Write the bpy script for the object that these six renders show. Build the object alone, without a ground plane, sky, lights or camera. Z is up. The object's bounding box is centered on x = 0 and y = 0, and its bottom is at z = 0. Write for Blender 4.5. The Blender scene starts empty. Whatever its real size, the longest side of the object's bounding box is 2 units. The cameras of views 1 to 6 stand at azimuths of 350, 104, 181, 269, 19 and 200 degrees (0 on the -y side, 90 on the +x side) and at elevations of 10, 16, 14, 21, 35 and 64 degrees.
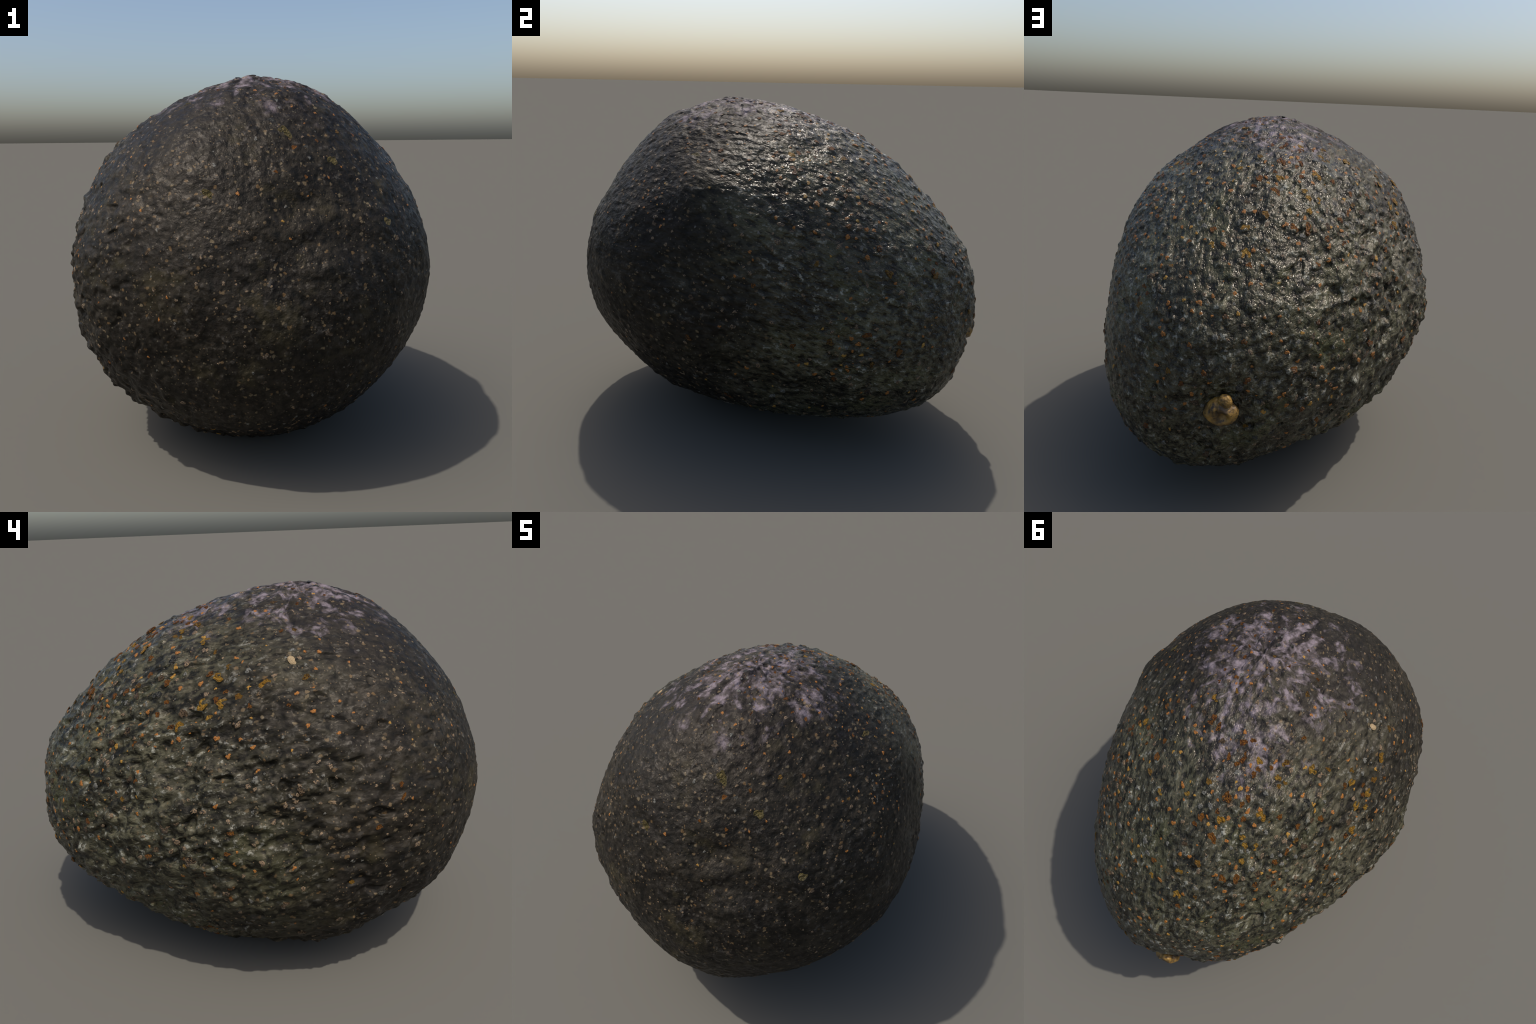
"""Ripe dark-skinned avocado lying on its side.

The fruit is an egg-shaped loft about a tilted long axis (stem end -> broad
blossom end).  Its profile is given by the mean radius at 13 stations from the
stem pole to the blossom pole plus gentle low-order lobes (lean, ovalness,
three-, four- and five-sidedness).  The pebbled rind, its pits, ridges and
folds are displaced into a fine mesh; corky lenticels, the stem stub and the
small pale scar are parts of their own.
"""
import bpy, bmesh, math
import numpy as np
from mathutils import Vector, Matrix, kdtree

rng = np.random.default_rng(20240611)

# ------------------------------------------------------------------ profile
CENTRE = np.array([0.02, -0.02, 0.77])
AXIS = np.array([0.12504, 0.96264, -0.24016])          # towards the stem
AXIS = AXIS / np.linalg.norm(AXIS)
UP = np.array([0, 0, 1.0]) - AXIS * AXIS[2]
UP /= np.linalg.norm(UP)
SIDE = np.cross(AXIS, UP)

MEAN_RADIUS = [1.008, 1.005, 0.922, 0.831, 0.782, 0.76, 0.766, 0.798, 0.839, 0.892, 0.926, 0.94, 0.946]
LOBES = {
    1: ([-0.016, -0.015, -0.015, -0.023, -0.027, -0.04, -0.05, -0.044, -0.056, -0.048, -0.038],
        [0.05, 0.063, 0.047, 0.029, 0.015, 0.007, 0.001, 0.005, 0.002, -0.004, -0.005]),
    2: ([0.001, -0.013, -0.013, -0.008, -0.003, 0.001, 0.009, 0.001, -0.001, 0.002, 0.005],
        [-0.017, -0.021, -0.015, -0.004, 0.001, 0.01, 0.004, 0.004, 0.0, -0.01, -0.01]),
    3: ([0.009, 0.009, 0.01, 0.014, 0.015, 0.012, 0.008, 0.014, 0.014, -0.0, 0.001],
        [0.01, 0.006, 0.002, 0.003, 0.006, 0.009, 0.001, 0.002, -0.001, 0.003, 0.002]),
    4: ([0.003, -0.006, -0.006, -0.006, -0.006, -0.002, -0.0, 0.002, 0.008, 0.003, 0.0],
        [-0.0, -0.002, 0.005, 0.008, 0.003, 0.003, 0.002, 0.004, 0.003, -0.0, 0.002]),
    5: ([-0.002, -0.003, 0.001, 0.001, 0.002, 0.001, 0.003, -0.002, -0.001, -0.002, -0.004],
        [0.002, -0.002, -0.008, -0.011, -0.011, -0.007, 0.002, 0.007, 0.0, 0.0, 0.001]),
}
# shallow hollows (-) and swellings (+): centre, reach, height
SWELLS = [
    (0.73, 0.15, 0.37, 0.23, -0.02), (-0, -0.98, 0.86, 0.12, -0.028), (-0.21, 0.78, 0.95, 0.17, -0.016),
    (0.75, -0.24, 0.85, 0.17, -0.022), (0.62, -0.21, 1.2, 0.12, 0.023), (-0.58, 0.39, 0.91, 0.17, -0.01),
    (0.3, 0.94, 0.63, 0.08, 0.031), (-0.69, 0.02, 1.02, 0.12, -0.025), (0.63, 0.09, 0.22, 0.12, 0.014),
    (0.22, -0.55, 1.4, 0.12, 0.017), (-0.38, -0.88, 0.74, 0.17, 0.015), (0.26, 0.93, 0.37, 0.08, -0.024),
    (0.54, -0.78, 0.64, 0.12, -0.017), (-0.58, 0.09, 1.16, 0.17, 0.011), (-0.36, 0.47, 0.29, 0.12, 0.015),
    (0.73, -0.05, 0.41, 0.08, -0.037), (0.24, 0.32, 1.38, 0.32, -0.002), (0.03, 0.88, 0.4, 0.08, 0.017),
    (-0.26, 0.41, 1.29, 0.08, -0.017), (-0.76, -0.1, 0.66, 0.12, 0.017), (0.71, 0.31, 0.36, 0.08, -0.03),
    (-0.33, -0.11, 1.44, 0.12, -0.01), (-0.45, 0.5, 1.01, 0.08, 0.013), (-0.54, -0.46, 1.22, 0.12, 0.011),
    (0.54, 0.76, 0.84, 0.08, -0.017), (-0.52, 0.5, 0.86, 0.08, -0.018), (-0.63, 0.25, 0.95, 0.08, -0.017),
    (-0.36, 0.61, 0.4, 0.12, 0.01), (-0.64, 0.15, 0.42, 0.12, 0.01), (0.25, -0.95, 0.7, 0.12, 0.01),
    (-0.33, -0.65, 0.24, 0.08, 0.014), (-0.01, -0.26, 1.54, 0.08, 0.012), (0.77, 0.01, 0.59, 0.12, 0.004),
    (-0.68, -0.6, 0.81, 0.17, 0.011), (-0.73, -0.26, 0.51, 0.12, 0.013), (-0.46, 0.61, 0.67, 0.12, -0.008),
    (0.34, -0.84, 0.99, 0.08, 0.014), (-0.55, 0.1, 0.26, 0.08, 0.011), (0.56, -0.76, 0.81, 0.08, -0.013),
    (0.19, -0.93, 0.93, 0.12, -0.007), (0.41, 0.22, 1.36, 0.08, -0.012), (-0.15, 0.72, 1.08, 0.08, -0.012),
    (0.1, -0.53, 1.46, 0.08, 0.012), (0.46, 0.89, 0.55, 0.08, 0.011), (0.62, -0.49, 1.08, 0.08, 0.009),
    (0.4, 0.46, 1.24, 0.08, -0.01), (0.05, 0.24, 1.46, 0.08, -0.009), (0.73, 0.15, 0.37, 0.08, -0.027),
    (-0.16, -0.93, 0.48, 0.08, 0.01), (0.75, -0.32, 0.67, 0.17, 0.009), (0.76, 0.21, 0.55, 0.08, -0.013),
    (0.47, -0.3, 1.35, 0.08, -0.007), (-0.75, 0, 0.84, 0.12, -0.006), (0.59, 0.41, 0.21, 0.08, -0.009),
    (-0.67, -0.55, 0.96, 0.12, -0.007), (-0.13, -0.98, 0.83, 0.08, -0.009), (0.07, -0.94, 0.96, 0.08, -0.009),
    (0.67, -0.47, 0.52, 0.08, 0.011), (-0.44, 0.17, 1.26, 0.08, 0.006), (-0.75, 0.03, 0.63, 0.08, 0.008),
    (-0.25, 0.47, 0.19, 0.12, -0.005), (-0.5, -0.51, 0.27, 0.08, 0.007),
    (0.58, -0.3, 0.24, 0.2, -0.016), (0.63, 0.06, 0.2, 0.24, -0.022), (-0.1, -0.72, 0.2, 0.25, 0.016),
    (0.02, -0.84, 0.28, 0.15, 0.01), (-0.6, 0.43, 0.7, 0.16, -0.016), (-0.78, -0.11, 0.74, 0.14, -0.012),
    (0.03, 0.75, 0.22, 0.15, 0.012), (-0.66, 0.24, 0.52, 0.12, -0.01), (0.64, -0.2, 1.24, 0.12, 0.01),
]
# creases on the broad end: start, end, half width, depth
CREASES = [((-0.10, -0.89, 1.10), (0.14, -0.86, 1.07), 0.055, 0.020),
           ((-0.14, -0.936, 0.945), (0.40, -0.851, 0.921), 0.05, 0.019),
           ((0.02, -0.975, 0.835), (0.226, -0.935, 0.885), 0.045, -0.012),
           ((0.00, -0.91, 1.00), (0.14, -0.90, 0.99), 0.040, -0.007),
           ((-0.33, -0.80, 1.15), (-0.16, -0.85, 1.10), 0.032, 0.010),
           ((-0.58, -0.62, 1.08), (-0.42, -0.73, 1.10), 0.035, 0.010),
           ((0.144, 0.191, 1.46), (-0.005, 0.454, 1.351), 0.022, -0.005)]
STUB_SIDE = -0.020
STEM_AT = np.array([0.146, 0.957, 0.528])

STATIONS = len(MEAN_RADIUS)
STEP = math.pi / (STATIONS - 1)


def spline_second(values):
    """Second derivatives of the natural cubic spline through the stations."""
    n = len(values)
    a, b = np.eye(n), np.zeros(n)
    for i in range(1, n - 1):
        a[i, i - 1:i + 2] = (1, 4, 1)
        b[i] = 6 / STEP ** 2 * (values[i - 1] - 2 * values[i] + values[i + 1])
    return np.linalg.solve(a, b)


def spline(values, t):
    v = np.asarray(values, float)
    s = spline_second(v)
    i = np.clip((t / STEP).astype(int), 0, STATIONS - 2)
    x, y = t - i * STEP, (i + 1) * STEP - t
    return ((y ** 3 * s[i] + x ** 3 * s[i + 1]) / (6 * STEP)
            + (v[i] / STEP - STEP * s[i] / 6) * y
            + (v[i + 1] / STEP - STEP * s[i + 1] / 6) * x)


def polar(d):
    t = np.arccos(np.clip(d @ AXIS, -1, 1))
    return t, np.arctan2(d @ SIDE, d @ UP)


def smooth(e0, e1, x):
    f = np.clip((x - e0) / (e1 - e0), 0, 1)
    return f * f * (3 - 2 * f)


def body_radius(d):
    t, ph = polar(d)
    r = spline(MEAN_RADIUS, t)
    for m, (c, s) in LOBES.items():
        r = r + spline([0] + c + [0], t) * np.cos(m * ph) + spline([0] + s + [0], t) * np.sin(m * ph)
    at = CENTRE + d * r[:, None]
    for x, y, z, reach, height in SWELLS:
        r = r + height * np.exp(-((at - (x, y, z)) ** 2).sum(1) / reach ** 2)
    return r - 0.004


def on_body(p):
    """Point of the smooth body seen from the centre in the direction of p."""
    d = np.asarray(p, float) - CENTRE
    d = d / np.linalg.norm(d)
    return CENTRE + d * body_radius(d[None])[0]


# -------------------------------------------------------------------- noise
def lattice(ix, iy, iz, seed):
    h = (ix * 374761393 + iy * 668265263 + iz * 1440662683 + seed * 974711) & 0xFFFFFFFF
    h = ((h ^ (h >> 13)) * 1274126177) & 0xFFFFFFFF
    h = ((h ^ (h >> 16)) * 2246822519) & 0xFFFFFFFF
    return (h ^ (h >> 15)) & 0xFFFFFF


def noise(p, seed):
    """Gradient noise, about -1 to 1."""
    f = np.floor(p)
    i = f.astype(np.int64) + 512
    x = p - f
    w = x * x * x * (x * (x * 6 - 15) + 10)
    out = np.zeros(len(p))
    for a in (0, 1):
        wa = w[:, 0] if a else 1 - w[:, 0]
        for b in (0, 1):
            wb = w[:, 1] if b else 1 - w[:, 1]
            for c in (0, 1):
                wc = w[:, 2] if c else 1 - w[:, 2]
                h = lattice(i[:, 0] + a, i[:, 1] + b, i[:, 2] + c, seed)
                g = (((h & 255) - 127.5) / 127.5 * (x[:, 0] - a) + (((h >> 8) & 255) - 127.5) / 127.5 * (x[:, 1] - b)
                     + (((h >> 16) & 255) - 127.5) / 127.5 * (x[:, 2] - c))
                out += wa * wb * wc * g
    return out * 1.7


def along_fruit(p, stretch):
    """Coordinates squeezed along the long axis, so noise runs from end to end."""
    q = p - CENTRE
    a = q @ AXIS
    return np.stack([a / stretch, q @ UP, q @ SIDE], 1)


# --------------------------------------------------------------- cube sphere
def cube_sphere(n):
    points, quads = [], []
    g = np.tan(np.linspace(-math.pi / 4, math.pi / 4, n + 1))
    u, v = np.meshgrid(g, g, indexing="ij")
    one = np.ones_like(u)
    faces = [(one, u, v), (-one, v, u), (v, one, u), (u, -one, v), (u, v, one), (v, u, -one)]
    k = np.arange((n + 1) ** 2).reshape(n + 1, n + 1)
    quad = np.stack([k[:-1, :-1], k[1:, :-1], k[1:, 1:], k[:-1, 1:]], -1).reshape(-1, 4)
    for f, xyz in enumerate(faces):
        points.append(np.stack(xyz, -1).reshape(-1, 3))
        quads.append(quad + f * (n + 1) ** 2)
    p, q = np.concatenate(points), np.concatenate(quads)
    key = np.round(p * 1e6).astype(np.int64)
    _, first, inverse = np.unique(key, axis=0, return_index=True, return_inverse=True)
    p, q = p[first], inverse.reshape(-1)[q]
    return p / np.linalg.norm(p, axis=1)[:, None], q


def mesh_from(name, verts, faces):
    me = bpy.data.meshes.new(name)
    me.vertices.add(len(verts))
    me.vertices.foreach_set("co", np.asarray(verts, np.float32).ravel())
    n, w = faces.shape
    me.loops.add(n * w)
    me.loops.foreach_set("vertex_index", faces.astype(np.int32).ravel())
    me.polygons.add(n)
    me.polygons.foreach_set("loop_start", np.arange(n, dtype=np.int32) * w)
    me.update(calc_edges=True)
    me.polygons.foreach_set("use_smooth", np.ones(n, dtype=bool))
    me.validate()
    return me


def place(name, me, parent, material=None):
    ob = bpy.data.objects.new(name, me)
    bpy.context.scene.collection.objects.link(ob)
    ob.parent = parent
    if material:
        me.materials.append(material)
    return ob


# ---------------------------------------------------------------- materials
class Nodes:
    """Small helper around a node tree."""

    def __init__(self, name):
        self.mat = bpy.data.materials.new(name)
        self.mat.use_nodes = True
        self.t = self.mat.node_tree
        self.bsdf = self.t.nodes["Principled BSDF"]
        self.coord = self.t.nodes.new("ShaderNodeTexCoord").outputs["Object"]

    def new(self, kind, **inputs):
        n = self.t.nodes.new(kind)
        for k, v in inputs.items():
            self.put(n, k, v)
        return n

    def put(self, n, k, v):
        s = n.inputs[int(k[1:])] if k[0] == "i" and k[1:].isdigit() else n.inputs[k.replace("_", " ")]
        if isinstance(v, bpy.types.NodeSocket):
            self.t.links.new(v, s)
        else:
            s.default_value = v

    def math(self, op, a, b=0.0, clamp=False):
        n = self.new("ShaderNodeMath", i0=a, i1=b)
        n.operation, n.use_clamp = op, clamp
        return n.outputs[0]

    def noise(self, scale, detail=4, rough=0.55, vec=None, distortion=0.0):
        n = self.new("ShaderNodeTexNoise", Vector=vec or self.coord, Scale=scale, Detail=detail,
                     Roughness=rough, Distortion=distortion)
        return n.outputs["Fac"]

    def spots(self, scale, vec=None, feature="F1", rand=1.0):
        n = self.new("ShaderNodeTexVoronoi", Vector=vec or self.coord, Scale=scale, Randomness=rand)
        n.feature = feature
        return n

    def band(self, value, lo, hi, a=0.0, b=1.0):
        n = self.new("ShaderNodeMapRange", Value=value, From_Min=lo, From_Max=hi, To_Min=a, To_Max=b)
        n.interpolation_type = "SMOOTHSTEP"
        return n.outputs[0]

    def mix(self, fac, a, b):
        n = self.t.nodes.new("ShaderNodeMix")
        n.data_type = "RGBA"
        for s, v in ((n.inputs[0], fac), (n.inputs[6], a), (n.inputs[7], b)):
            if isinstance(v, bpy.types.NodeSocket):
                self.t.links.new(v, s)
            else:
                s.default_value = (*v, 1) if isinstance(v, tuple) else v
        return n.outputs[2]

    def distance_to(self, p):
        n = self.t.nodes.new("ShaderNodeVectorMath")
        n.operation = "DISTANCE"
        self.t.links.new(self.coord, n.inputs[0])
        n.inputs[1].default_value = tuple(p)
        return n.outputs["Value"]

    def vector(self, op, a, b=None, scale=None):
        n = self.t.nodes.new("ShaderNodeVectorMath")
        n.operation = op
        for sock, v in ((n.inputs[0], a), (n.inputs[1], b), (n.inputs[3], scale)):
            if isinstance(v, bpy.types.NodeSocket):
                self.t.links.new(v, sock)
            elif v is not None:
                sock.default_value = v
        return n.outputs[0]

    def along(self, stretch, origin=None, axis=None):
        """Object coordinates squeezed along a direction."""
        a = Vector(axis if axis is not None else AXIS)
        m = a.to_track_quat("X", "Z").inverted().to_euler()
        n = self.new("ShaderNodeMapping", Vector=self.coord, Rotation=m)
        s = self.new("ShaderNodeMapping", Vector=n.outputs[0], Scale=(1 / stretch, 1, 1))
        return s.outputs[0]

    def bump(self, height, strength, distance, under=None):
        n = self.new("ShaderNodeBump", Height=height, Strength=strength, Distance=distance)
        if under is not None:
            self.t.links.new(under, n.inputs["Normal"])
        return n.outputs[0]


CROWN = on_body((0.03, -0.22, 1.6))                    # waxy bloom sits round here
BLOOM_TAIL = on_body((0.0, 0.20, 1.49))                # and trails off towards the stem
SCAR = on_body((-0.50, -0.155, 1.341))


def skin_material():
    g = Nodes("avocado_rind")
    lengthwise = g.along(3.0)
    # dark olive-black ground, greener towards the stem, browner at the broad end
    separate = g.new("ShaderNodeSeparateXYZ", Vector=g.coord)
    y = separate.outputs[1]
    wobble = g.math("MULTIPLY", g.math("SUBTRACT", g.noise(2.2, 3), 0.5), 1.1)
    stemward = g.band(g.math("ADD", y, wobble), -0.35, 0.45)
    blotch = g.band(g.noise(9, 6, 0.62, lengthwise), 0.36, 0.66)
    fine = g.band(g.noise(46, 5, 0.65, g.along(2.2)), 0.38, 0.68)
    brown = g.mix(blotch, (0.006, 0.005, 0.0042), (0.022, 0.0185, 0.013))  # brown darkened toward the near-black shade of the blunt end
    olive = g.mix(blotch, (0.009, 0.0085, 0.005), (0.068, 0.063, 0.038))
    col = g.mix(stemward, brown, olive)
    col = g.mix(g.math("MULTIPLY", fine, 0.55), col, g.mix(stemward, (0.032, 0.026, 0.018), (0.158, 0.146, 0.088)))
    broad = g.band(g.noise(3.2, 3, 0.55, g.along(1.6)), 0.60, 0.42)
    col = g.mix(g.math("MULTIPLY", broad, 0.40), col, (0.009, 0.008, 0.007))
    # green flush patches
    green = g.math("MULTIPLY", g.band(g.noise(4.3, 4, 0.6, lengthwise), 0.50, 0.68), stemward)
    col = g.mix(g.math("MULTIPLY", green, 0.5), col, (0.068, 0.070, 0.026))
    # grain: blackened in its hollows, with the sun's white glints painted on its tops
    grain = g.noise(40, 3, 0.55, g.along(1.8))
    dark = g.band(grain, 0.50, 0.38)
    col = g.mix(g.math("MULTIPLY", dark, 0.85), col, (0.005, 0.005, 0.004))
    glint_zones = g.band(g.noise(5.7, 4, 0.6, lengthwise), 0.32, 0.62)
    painted_glints = g.math("MULTIPLY", glint_zones, g.band(grain, 0.56, 0.68))
    painted_glints = g.math("MULTIPLY", painted_glints, g.band(g.noise(90, 3, 0.6), 0.40, 0.56))
    col = g.mix(g.math("MULTIPLY", painted_glints, 0.85), col, g.mix(stemward, (0.07, 0.062, 0.052), (0.34, 0.33, 0.27)))
    # olive-tan stains on the broad end
    stain = g.math("MULTIPLY", g.band(g.noise(6.5, 5, 0.62), 0.56, 0.68), g.band(stemward, 0.6, 0.0))
    col = g.mix(g.math("MULTIPLY", stain, 0.45), col, (0.045, 0.037, 0.018))
    # lilac bloom, streaming out from the crown
    dist = g.math("MINIMUM", g.distance_to(CROWN), g.math("ADD", g.distance_to(BLOOM_TAIL), 0.14))
    offset = g.math("MULTIPLY", g.math("SUBTRACT", g.noise(3.4, 3), 0.5), 0.6)
    near = g.band(g.math("ADD", dist, offset), 0.64, 0.02)
    arm = g.vector("SUBTRACT", g.coord, tuple(CROWN))
    ray = g.vector("SCALE", g.vector("NORMALIZE", arm), scale=0.16)
    stream = g.vector("ADD", ray, g.vector("SCALE", arm, scale=1.5))
    flakes = g.noise(7.5, 6, 0.60, stream, 0.6)
    bloom = g.band(g.math("ADD", flakes, g.math("MULTIPLY", near, 0.20)), 0.59, 0.78)
    bloom = g.math("MULTIPLY", bloom, g.band(near, 0.02, 0.55))
    lilac = g.mix(g.band(g.noise(34, 4, 0.6), 0.35, 0.65), (0.070, 0.057, 0.058), (0.27, 0.22, 0.245))
    col = g.mix(g.math("MULTIPLY", near, 0.55), col, (0.016, 0.0125, 0.0135))
    col = g.mix(g.math("MULTIPLY", bloom, 0.72), col, lilac)
    # tan freckles
    v = g.spots(85)
    pick = g.new("ShaderNodeSeparateColor", Color=v.outputs["Color"])
    freckle = g.math("MULTIPLY", g.band(v.outputs["Distance"], 0.30, 0.16), g.band(pick.outputs[0], 0.62, 0.70))
    tone = g.mix(pick.outputs[1], (0.17, 0.105, 0.050), (0.12, 0.11, 0.075))
    col = g.mix(g.math("MULTIPLY", g.math("MULTIPLY", freckle, g.band(stemward, 0.0, 1.0, 0.6, 0.75)), 1.0), col, tone)
    # larger ragged brown flecks, mostly on the broad end
    shift = g.new("ShaderNodeTexNoise", Vector=g.coord, Scale=70, Detail=3)
    ragged = g.vector("ADD", g.along(1.4), g.vector("SCALE", shift.outputs["Color"], scale=0.018))
    v = g.spots(44, ragged)
    pick = g.new("ShaderNodeSeparateColor", Color=v.outputs["Color"])
    fleck = g.math("MULTIPLY", g.band(v.outputs["Distance"], 0.34, 0.18), g.band(pick.outputs[0], 0.70, 0.76))
    fleck = g.math("MULTIPLY", fleck, g.band(stemward, 0.0, 1.0, 0.75, 0.35))
    col = g.mix(fleck, col, g.mix(pick.outputs[2], (0.13, 0.075, 0.030), (0.16, 0.125, 0.075)))
    g.put(g.bsdf, "Base_Color", col)
    # grain stands out most on the stem half, the blunt end and the low flank are calmer
    x = separate.outputs[0]
    calm = g.math("MULTIPLY", g.band(stemward, 0.0, 1.0, 0.42, 1.0), g.band(x, -0.55, 0.05, 0.60, 1.0))
    rough = g.band(g.noise(33, 4, 0.6), 0.35, 0.65, 0.17, 0.38)
    rough = g.math("ADD", rough, g.band(calm, 1.0, 0.4, 0.0, 0.26))
    rough = g.math("ADD", rough, g.math("MULTIPLY", near, 0.15))
    g.put(g.bsdf, "Roughness", rough)
    g.put(g.bsdf, "Specular_IOR_Level", g.band(calm, 0.4, 1.0, 0.20, 0.34))
    g.put(g.bsdf, "Specular_Tint", (1.0, 0.89, 0.77, 1))
    b = g.bump(g.math("MULTIPLY", g.math("SUBTRACT", grain, 0.5), calm), 0.8, 0.026)
    g.put(g.bsdf, "Normal", b)
    return g.mat


def cork_material(name, tones, rough=0.42, unit=1.0, lift=0.0):
    """unit: metres per object unit, so grain keeps its size on scaled pieces."""
    g = Nodes(name)
    r = g.new("ShaderNodeObjectInfo").outputs["Random"]
    n = g.noise(230 * unit, 3, 0.65)
    pick = g.math("ADD", g.math("MULTIPLY", n, 1.9), g.math("SUBTRACT", g.math("MULTIPLY", r, 0.4), 0.62 - lift))
    ramp = g.new("ShaderNodeValToRGB", Fac=pick)
    el = ramp.color_ramp.elements
    for i, c in enumerate(tones):
        e = el[i] if i < 2 else el.new(0.5)
        e.color = (*c, 1)
    for i, e in enumerate(el):
        e.position = 0.25 + 0.5 * i / (len(el) - 1)
    g.put(g.bsdf, "Base_Color", ramp.outputs[0])
    g.put(g.bsdf, "Roughness", rough)
    g.put(g.bsdf, "Specular_IOR_Level", 0.35)
    g.put(g.bsdf, "Normal", g.bump(g.noise(190 * unit, 4, 0.6), 0.9, 0.006 / unit))
    return g.mat


avocado = bpy.data.objects.new("avocado", None)
bpy.context.scene.collection.objects.link(avocado)
avocado["label"] = "ripe dark avocado with pebbled rind, lying on its side"
avocado["category"] = "fruit"

# ---------------------------------------------------------- lenticel layout
# big corky yellow patches, where they stand out on the fruit
PATCHES = [(-0.164, 0.403, 1.323, 1.5), (0.090, 0.776, 1.076, 1.35), (0.223, 0.741, 1.098, 0.9), (0.097, 0.699, 1.157, 1.0),
           (-0.309, 0.152, 1.373, 1.2), (-0.189, 0.253, 1.409, 1.0), (-0.55, 0.095, 1.198, 1.2), (-0.521, 0.168, 1.194, 1.4),
           (-0.534, 0.255, 1.113, 1.3), (-0.566, 0.143, 1.149, 1.1), (-0.564, -0.06, 1.262, 1.3), (-0.279, -0.446, 1.431, 1.0),
           (-0.12, 0.504, 1.284, 0.9), (-0.14, 0.526, 1.264, 0.9), (-0.181, 0.516, 1.251, 0.9), (-0.016, 0.477, 1.326, 1.3),
           (-0.146, 0.586, 1.217, 0.9), (0.466, 0.159, 1.339, 1.0), (0.159, 0.033, 1.504, 1.2), (0.044, -0.706, 1.317, 1.7),
           (0.206, -0.757, 1.216, 1.5), (0.509, -0.261, 1.314, 1.5), (-0.258, -0.83, 1.11, 1.5), (0.386, -0.81, 0.994, 1.3),
           (-0.474, 0.109, 1.279, 1.1), (-0.098, 0.223, 1.447, 1.1), (0.148, 0.419, 1.35, 0.9), (0.271, 0.436, 1.305, 0.8)]

WARTS = 5600
d = rng.normal(size=(WARTS * 4, 3))
d /= np.linalg.norm(d, axis=1)[:, None]
p = CENTRE + d * body_radius(d)[:, None]
gap = 0.032 * (0.75 + 0.6 * (noise(p * 3.1, 5) + 0.5))
kept, cells = [], {}
patch_pos = np.array([on_body(q[:3]) for q in PATCHES])
for i in range(len(p)):
    if len(kept) >= WARTS:
        break
    if np.min(np.linalg.norm(patch_pos - p[i], axis=1)) < 0.03:
        continue
    c = tuple(np.floor(p[i] / 0.05).astype(int))
    ok = True
    for a in (-1, 0, 1):
        for b in (-1, 0, 1):
            for e in (-1, 0, 1):
                for j in cells.get((c[0] + a, c[1] + b, c[2] + e), ()):
                    if np.sum((p[j] - p[i]) ** 2) < gap[i] ** 2:
                        ok = False
    if ok:
        kept.append(i)
        cells.setdefault(c, []).append(i)
wart_pos = np.concatenate([patch_pos, p[kept]])
n_patch = len(patch_pos)
n_wart = len(wart_pos)
wart_size = np.concatenate([[0.0135 * q[3] for q in PATCHES], 0.0084 * np.exp(rng.normal(0, 0.36, len(kept)))])
# along the upper back, between crown and stem, they are larger and redder
back = np.exp(-(np.linalg.norm((wart_pos - (-0.08, 0.36, 1.36)) * (1, 0.8, 1), axis=1) / 0.34) ** 2)
wart_size[n_patch:] *= 1 + 0.45 * back[n_patch:]
wart_dir = wart_pos - CENTRE
wart_dir /= np.linalg.norm(wart_dir, axis=1)[:, None]
wt, wp = polar(wart_dir)
# the low sun-facing flank (-x) carries the strongest knobs, the crown is flatter
flank = smooth(-0.1, 0.8, wart_dir @ np.array([-0.86, 0.35, -0.30]))
smoothness = smooth(-0.1, 0.8, wart_dir @ np.array([0.15, -0.85, 0.50]))
wart_height = wart_size * (0.50 + 0.26 * flank) * (1 - 0.6 * smoothness) * rng.uniform(0.6, 1.4, n_wart)

# --------------------------------------------------------------------- skin
direction, quads = cube_sphere(400)
radius = body_radius(direction)
base = CENTRE + direction * radius[:, None]
t, ph = polar(direction)
vflank = smooth(-0.1, 0.8, direction @ np.array([-0.86, 0.35, -0.30]))
relief = np.zeros(len(base))
# swellings, lengthwise ribs and rows of pebbles
bend = 0.30 * noise(base * 4.0, 22)[:, None]
ribs = noise(along_fruit(base, 3.0) * 12.0 + bend, 21)
vsmooth = smooth(-0.1, 0.8, direction @ np.array([0.15, -0.85, 0.50]))
calm = 1 - 0.45 * vsmooth
relief += (0.0025 + 0.0085 * vflank) * ribs * calm
lumps = noise(along_fruit(base, 1.9) * 21.0 + bend, 31)
relief += (0.0040 + 0.0080 * vflank) * lumps * calm
relief += 0.0032 * calm * noise(along_fruit(base, 1.5) * 42.0, 41)
relief += 0.0006 * noise(base * 95.0, 43)
# pits: only the deep side of a lengthwise noise
pit = noise(along_fruit(base, 2.0) * 22.0 + bend, 51)
relief -= (0.003 + 0.016 * vflank) * smooth(0.32, 0.78, pit)
relief -= 0.001 + 0.002 * vflank
# thick flaky ridges streaming from the crown
from_crown = base - CROWN
dc = np.linalg.norm(from_crown, axis=1)
stream = from_crown / (dc[:, None] + 0.12) * 1.6 + from_crown * 6.0
relief += 0.0105 * np.exp(-(dc / 0.40) ** 2) * (smooth(-0.3, 0.4, noise(stream * 2.4 + 0.5 * noise(base * 14, 92)[:, None], 91)) - 0.5)
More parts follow.
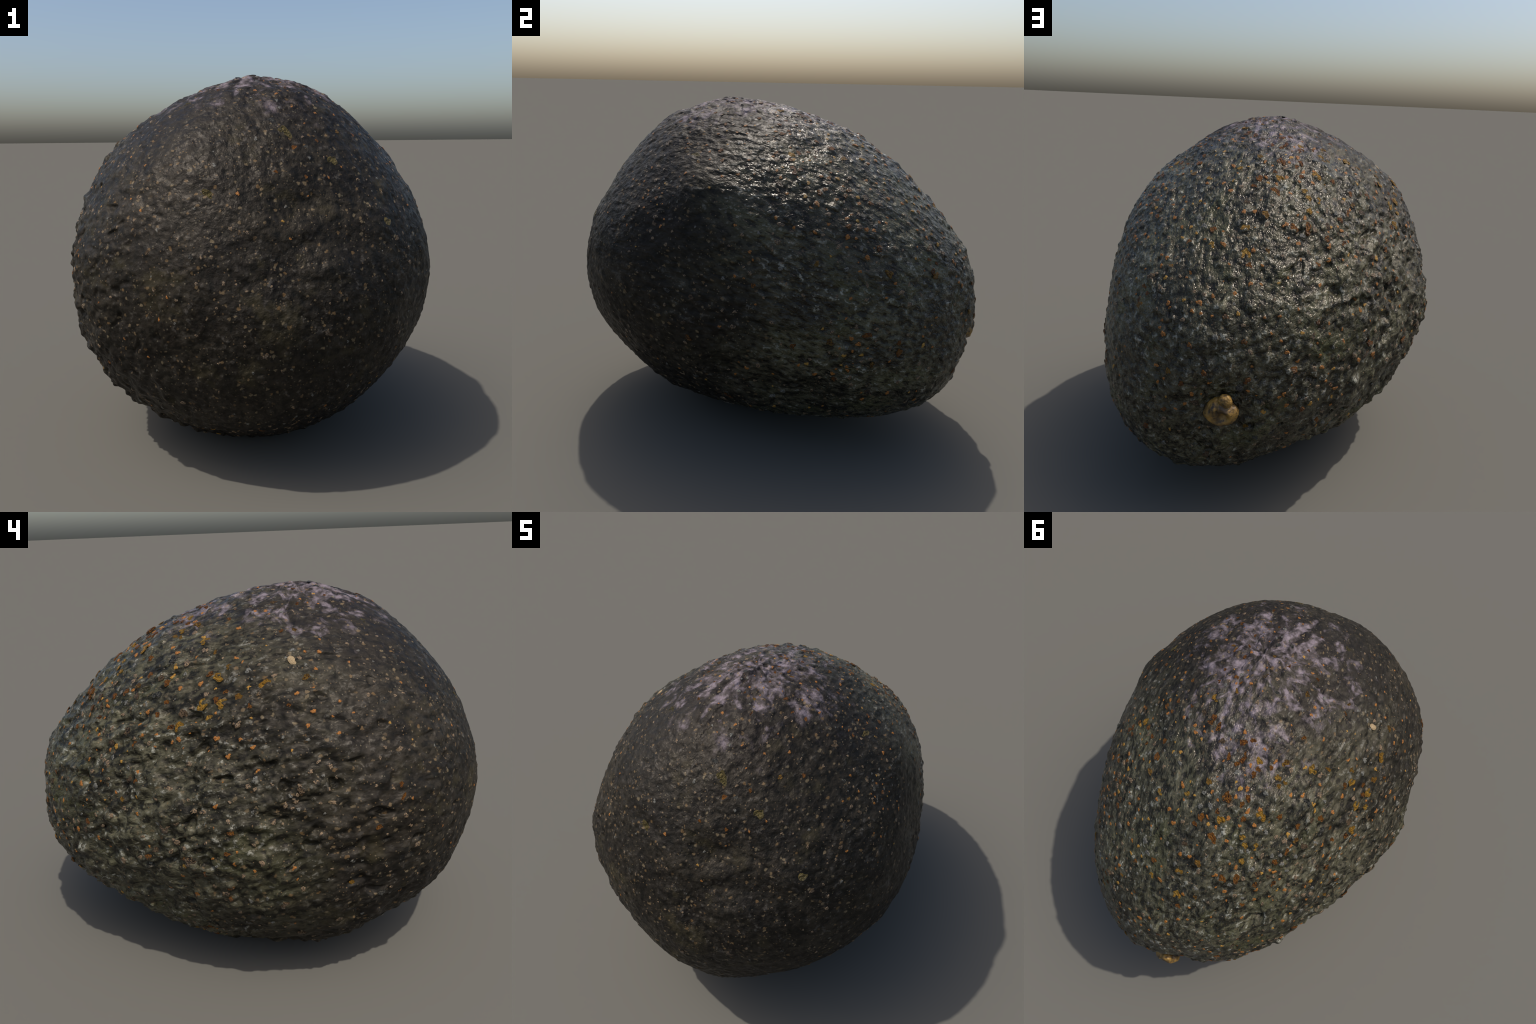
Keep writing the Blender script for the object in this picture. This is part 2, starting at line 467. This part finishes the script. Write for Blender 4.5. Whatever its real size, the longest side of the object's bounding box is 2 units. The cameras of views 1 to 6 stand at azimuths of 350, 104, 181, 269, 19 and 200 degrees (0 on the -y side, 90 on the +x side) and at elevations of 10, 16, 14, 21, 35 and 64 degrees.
# soft creases across the broad end
for p0, p1, width, depth in CREASES:
    a, b = on_body(p0), on_body(p1)
    ab = b - a
    wobble = 0.02 * noise(base * 9.0, 61)
    s = np.clip(((base - a) @ ab) / (ab @ ab), 0, 1)
    dist = np.linalg.norm(base - (a + s[:, None] * ab), axis=1) + wobble
    relief -= depth * np.exp(-(dist / width) ** 2) * np.sin(math.pi * np.clip(s * 0.9 + 0.05, 0, 1))
# cavity the stem sits in
relief -= 0.016 * np.exp(-(t / 0.085) ** 2) - 0.006 * np.exp(-((t - 0.15) / 0.04) ** 2)
relief += 0.0025 * np.sin(ph * 13 + 2 * noise(base * 8, 72)) * np.exp(-((t - 0.13) / 0.05) ** 2)
# dimple and fine radial puckers round the pale scar
from_scar = base - SCAR
ds = np.linalg.norm(from_scar, axis=1)
scar_n = (SCAR - CENTRE) / np.linalg.norm(SCAR - CENTRE)
sx = np.cross(scar_n, UP)
sx /= np.linalg.norm(sx)
sy = np.cross(scar_n, sx)
spin = np.arctan2(from_scar @ sy, from_scar @ sx)
relief -= 0.006 * np.exp(-(ds / 0.05) ** 2)
relief += 0.0008 * np.sin(spin * 13 + 5 * noise(base * 25, 71)) * np.exp(-((ds - 0.055) / 0.03) ** 2)
# a broad mound under every lenticel
tree = kdtree.KDTree(len(base))
for i, q in enumerate(base.tolist()):
    tree.insert(q, i)
tree.balance()
mound = np.zeros(len(base))
for k in range(n_wart):
    w = wart_size[k] * 1.4
    hits = tree.find_range(wart_pos[k].tolist(), w * 2.2)
    if not hits:
        continue
    idx = np.array([h[1] for h in hits])
    dd = np.array([h[2] for h in hits])
    np.maximum.at(mound, idx, wart_height[k] * np.exp(-(dd / w) ** 2))
relief += mound
skin_pos = base + direction * relief[:, None]
skin_pos[:, 2] = np.maximum(skin_pos[:, 2], 0.001)      # pressed flat where it rests
skin_mesh = mesh_from("rind", skin_pos, quads)
skin = place("skin", skin_mesh, avocado, skin_material())

# ---------------------------------------------------------------- lenticels
skin_tree = kdtree.KDTree(len(skin_pos))
for i, q in enumerate(skin_pos.tolist()):
    skin_tree.insert(q, i)
skin_tree.balance()
normals = np.empty(len(skin_pos) * 3, np.float32)
skin_mesh.vertices.foreach_get("normal", normals)
normals = normals.reshape(-1, 3)


def cork_cap(seed, rings=5, spokes=20):
    """A small irregular dome, unit radius, rim tucked below the skin."""
    r = np.random.default_rng(seed)
    a = np.linspace(0, 2 * math.pi, spokes, endpoint=False)
    rim = 1 + 0.18 * np.sin(2 * a + r.uniform(0, 6)) + 0.14 * np.sin(3 * a + r.uniform(0, 6)) + r.normal(0, 0.025, spokes) + 0.10 * np.sin(5 * a + r.uniform(0, 6))
    verts = [(0, 0, 0.34 + r.uniform(-0.12, 0.1))]
    for k in range(1, rings + 1):
        f = k / rings
        h = 0.42 - 0.30 * f ** 2 - 0.85 * (f == 1) + (0.05 if 0.3 < f < 0.7 else 0)
        for j in range(spokes):
            verts.append((f * rim[j] * math.cos(a[j]), f * rim[j] * math.sin(a[j]), h + r.normal(0, 0.035) * (f < 1)))
    faces = [(0, 1 + j, 1 + (j + 1) % spokes) for j in range(spokes)]
    for k in range(rings - 1):
        o, q = 1 + k * spokes, 1 + (k + 1) * spokes
        for j in range(spokes):
            j2 = (j + 1) % spokes
            faces += [(o + j, q + j, q + j2), (o + j, q + j2, o + j2)]
    return np.array(verts), np.array(faces)


CAPS = [cork_cap(100 + i) for i in range(8)]
TONES = {"yellow_cork": [(0.10, 0.040, 0.012), (0.26, 0.115, 0.016), (0.40, 0.23, 0.035)],
         "rust_cork": [(0.022, 0.010, 0.007), (0.12, 0.038, 0.010), (0.42, 0.165, 0.022)],
         "tan_cork": [(0.022, 0.017, 0.012), (0.070, 0.042, 0.022), (0.27, 0.18, 0.10)],
         "grey_cork": [(0.020, 0.020, 0.017), (0.034, 0.032, 0.026), (0.19, 0.18, 0.15)]}
PATCH_TONES = [(0.26, 0.115, 0.016), (0.42, 0.21, 0.022), (0.52, 0.31, 0.050)]
KINDS = [cork_material(n, c, 0.33) for n, c in TONES.items()]
KINDS_SINGLE = [cork_material(n, c, 0.33, 0.009) for n, c in TONES.items()]

warm = np.maximum(smooth(-0.2, 0.5, wart_dir @ np.array([0.0, 0.65, 0.75]) + 0.5 * noise(wart_pos * 3, 81)) * 0.85, back)
kind = np.empty(n_wart, int)
roll = rng.uniform(size=n_wart)
for k in range(n_wart):
    if k < n_patch:
        kind[k] = 0
    elif roll[k] < 0.04 + 0.06 * warm[k] + 0.10 * back[k]:
        kind[k] = 0
    elif roll[k] < 0.16 + 0.42 * warm[k] + 0.22 * back[k]:
        kind[k] = 1
    elif roll[k] < 0.84:
        kind[k] = 2
    else:
        kind[k] = 3
shown = rng.uniform(size=n_wart) < (0.32 + 0.52 * warm) * smooth(-0.55, 0.35, noise(wart_pos * 6.0, 85) + 0.25)
shown[:n_patch] = True
order = np.argsort(-wart_size * np.where(shown, 1, 0) * np.where(kind < 2, 1.25, 1))
single = set(range(n_patch)) | set(order[:290].tolist())

cap_meshes = {}
for ki, m in enumerate(KINDS_SINGLE):
    for ci, (v, f) in enumerate(CAPS):
        me = mesh_from("lenticel_cap", v, f)
        me.materials.append(m)
        cap_meshes[ki, ci] = me

dull_mat = cork_material("dull_patch_cork", [(0.055, 0.040, 0.013), (0.13, 0.095, 0.024), (0.20, 0.155, 0.045)], 0.5, 0.006, 0.08)
patch_mat = cork_material("patch_cork", PATCH_TONES, 0.38, 0.006, 0.14)
for ci, (v, f) in enumerate(CAPS):
    cap_meshes[4, ci] = mesh_from("lenticel_patch", v, f)
    cap_meshes[4, ci].materials.append(patch_mat)
    cap_meshes[5, ci] = mesh_from("lenticel_patch", v, f)
    cap_meshes[5, ci].materials.append(dull_mat)
bulk = {ki: ([], [], 0) for ki in range(4)}
for k in range(n_wart):
    if not shown[k] or wart_pos[k, 2] < 0.02:
        continue
    co, idx, _ = skin_tree.find(wart_pos[k].tolist())
    near = [h[1] for h in skin_tree.find_range(co, wart_size[k] * 1.2 + 0.004)]
    nrm = normals[near].mean(0)
    nrm = nrm / np.linalg.norm(nrm) * 0.6 + wart_dir[k] * 0.4
    nrm /= np.linalg.norm(nrm)
    # lengthened a little along the fruit
    xa = AXIS - nrm * (AXIS @ nrm)
    xa /= np.linalg.norm(xa)
    turn = rng.normal(0, 0.5)
    ya = np.cross(nrm, xa)
    xa, ya = xa * math.cos(turn) + ya * math.sin(turn), ya * math.cos(turn) - xa * math.sin(turn)
    s = wart_size[k] * (1.0 if k < n_patch else 0.85 - 0.25 * smoothness[k])
    long = rng.uniform(0.95, 1.5)
    flat = rng.uniform(0.20, 0.50) * (0.6 if k < n_patch else 1)
    m = np.stack([xa * s * long, ya * s, nrm * s * flat], 1)
    at = np.array(co) - nrm * s * 0.05
    ci = int(rng.integers(len(CAPS)))
    if k in single:
        ob = bpy.data.objects.new("lenticel", cap_meshes[(5 if wart_pos[k, 1] < -0.2 else 4) if k < n_patch else kind[k], ci])
        bpy.context.scene.collection.objects.link(ob)
        ob.parent = skin
        ob.matrix_local = Matrix([[*m[i], at[i]] for i in range(3)] + [[0, 0, 0, 1]])
    else:
        v, f = CAPS[ci]
        vs, fs, n = bulk[kind[k]]
        vs.append(v @ m.T + at)
        fs.append(f + n)
        bulk[kind[k]] = (vs, fs, n + len(v))
for ki, nm in enumerate(("yellow", "rust", "tan", "grey")):
    vs, fs, n = bulk[ki]
    if vs:
        ob = place("lenticel_specks", mesh_from("lenticel_specks", np.concatenate(vs), np.concatenate(fs)), skin, KINDS[ki])
        ob["kind"] = "stuff"

# ------------------------------------------------------------- scar and stem


def lump(name, parent, material, at, axes, size, seed, rough=0.12, freq=1.6, n=40, shape=None):
    d, q = cube_sphere(n)
    r = 1 + rough * noise(d * freq + seed, seed) + rough * 0.4 * noise(d * freq * 2.7 + seed, seed + 1)
    v = d * r[:, None]
    if shape:
        v = shape(v)
    v = (v * np.array(size)) @ np.array(axes) + at
    return place(name, mesh_from(name, v, q), parent, material)


pale = cork_material("pale_scar", [(0.17, 0.11, 0.055), (0.29, 0.20, 0.10), (0.36, 0.27, 0.155)], 0.55)
scar_at = np.array(skin_tree.find(SCAR.tolist())[0])
lump("flower_scar", avocado, pale, scar_at - scar_n * 0.001, [sx, sy, scar_n], (0.015, 0.021, 0.007), 7, 0.08)


def stem_material():
    g = Nodes("stem_wood")
    c = g.mix(g.band(g.noise(17, 4, 0.6), 0.35, 0.62), (0.055, 0.030, 0.008), (0.31, 0.175, 0.036))
    c = g.mix(g.band(g.noise(55, 4, 0.6), 0.5, 0.68), c, (0.030, 0.018, 0.008))
    g.put(g.bsdf, "Base_Color", c)
    g.put(g.bsdf, "Roughness", 0.45)
    g.put(g.bsdf, "Normal", g.bump(g.noise(70, 5, 0.6), 0.6, 0.006))
    return g.mat


wood = stem_material()
stem_axes = [SIDE, UP, AXIS]


def knob(v):
    """Flattened button with a softly lobed rim and a pit off to one side."""
    a = np.arctan2(v[:, 1], v[:, 0])
    rr = np.hypot(v[:, 0], v[:, 1])
    lobes = 1 + 0.05 * np.cos(4 * a + 0.9) * smooth(0.3, 0.9, rr)
    rim = 0.16 * np.exp(-((rr - 0.62) / 0.20) ** 2)
    cup = np.exp(-((v[:, 0] + 0.24) ** 2 + (v[:, 1] + 0.04) ** 2) / 0.13)
    seam = np.exp(-((v[:, 0] - 0.12) / 0.07) ** 2) * smooth(0.1, 0.5, v[:, 1])
    z = np.where(v[:, 2] > 0, v[:, 2] + rim - 0.62 * cup - 0.16 * seam, v[:, 2])
    return np.stack([v[:, 0] * lobes, v[:, 1] * lobes, z], 1)


stem_at = STEM_AT
stem = lump("stem", avocado, wood, stem_at, stem_axes, (0.064, 0.056, 0.040), 3, 0.07, 1.5, 56, knob)
lump("stem_stub", stem, wood, stem_at + UP * 0.055 + SIDE * STUB_SIDE + AXIS * 0.006, stem_axes, (0.027, 0.027, 0.022), 9, 0.10, 1.4, 32)
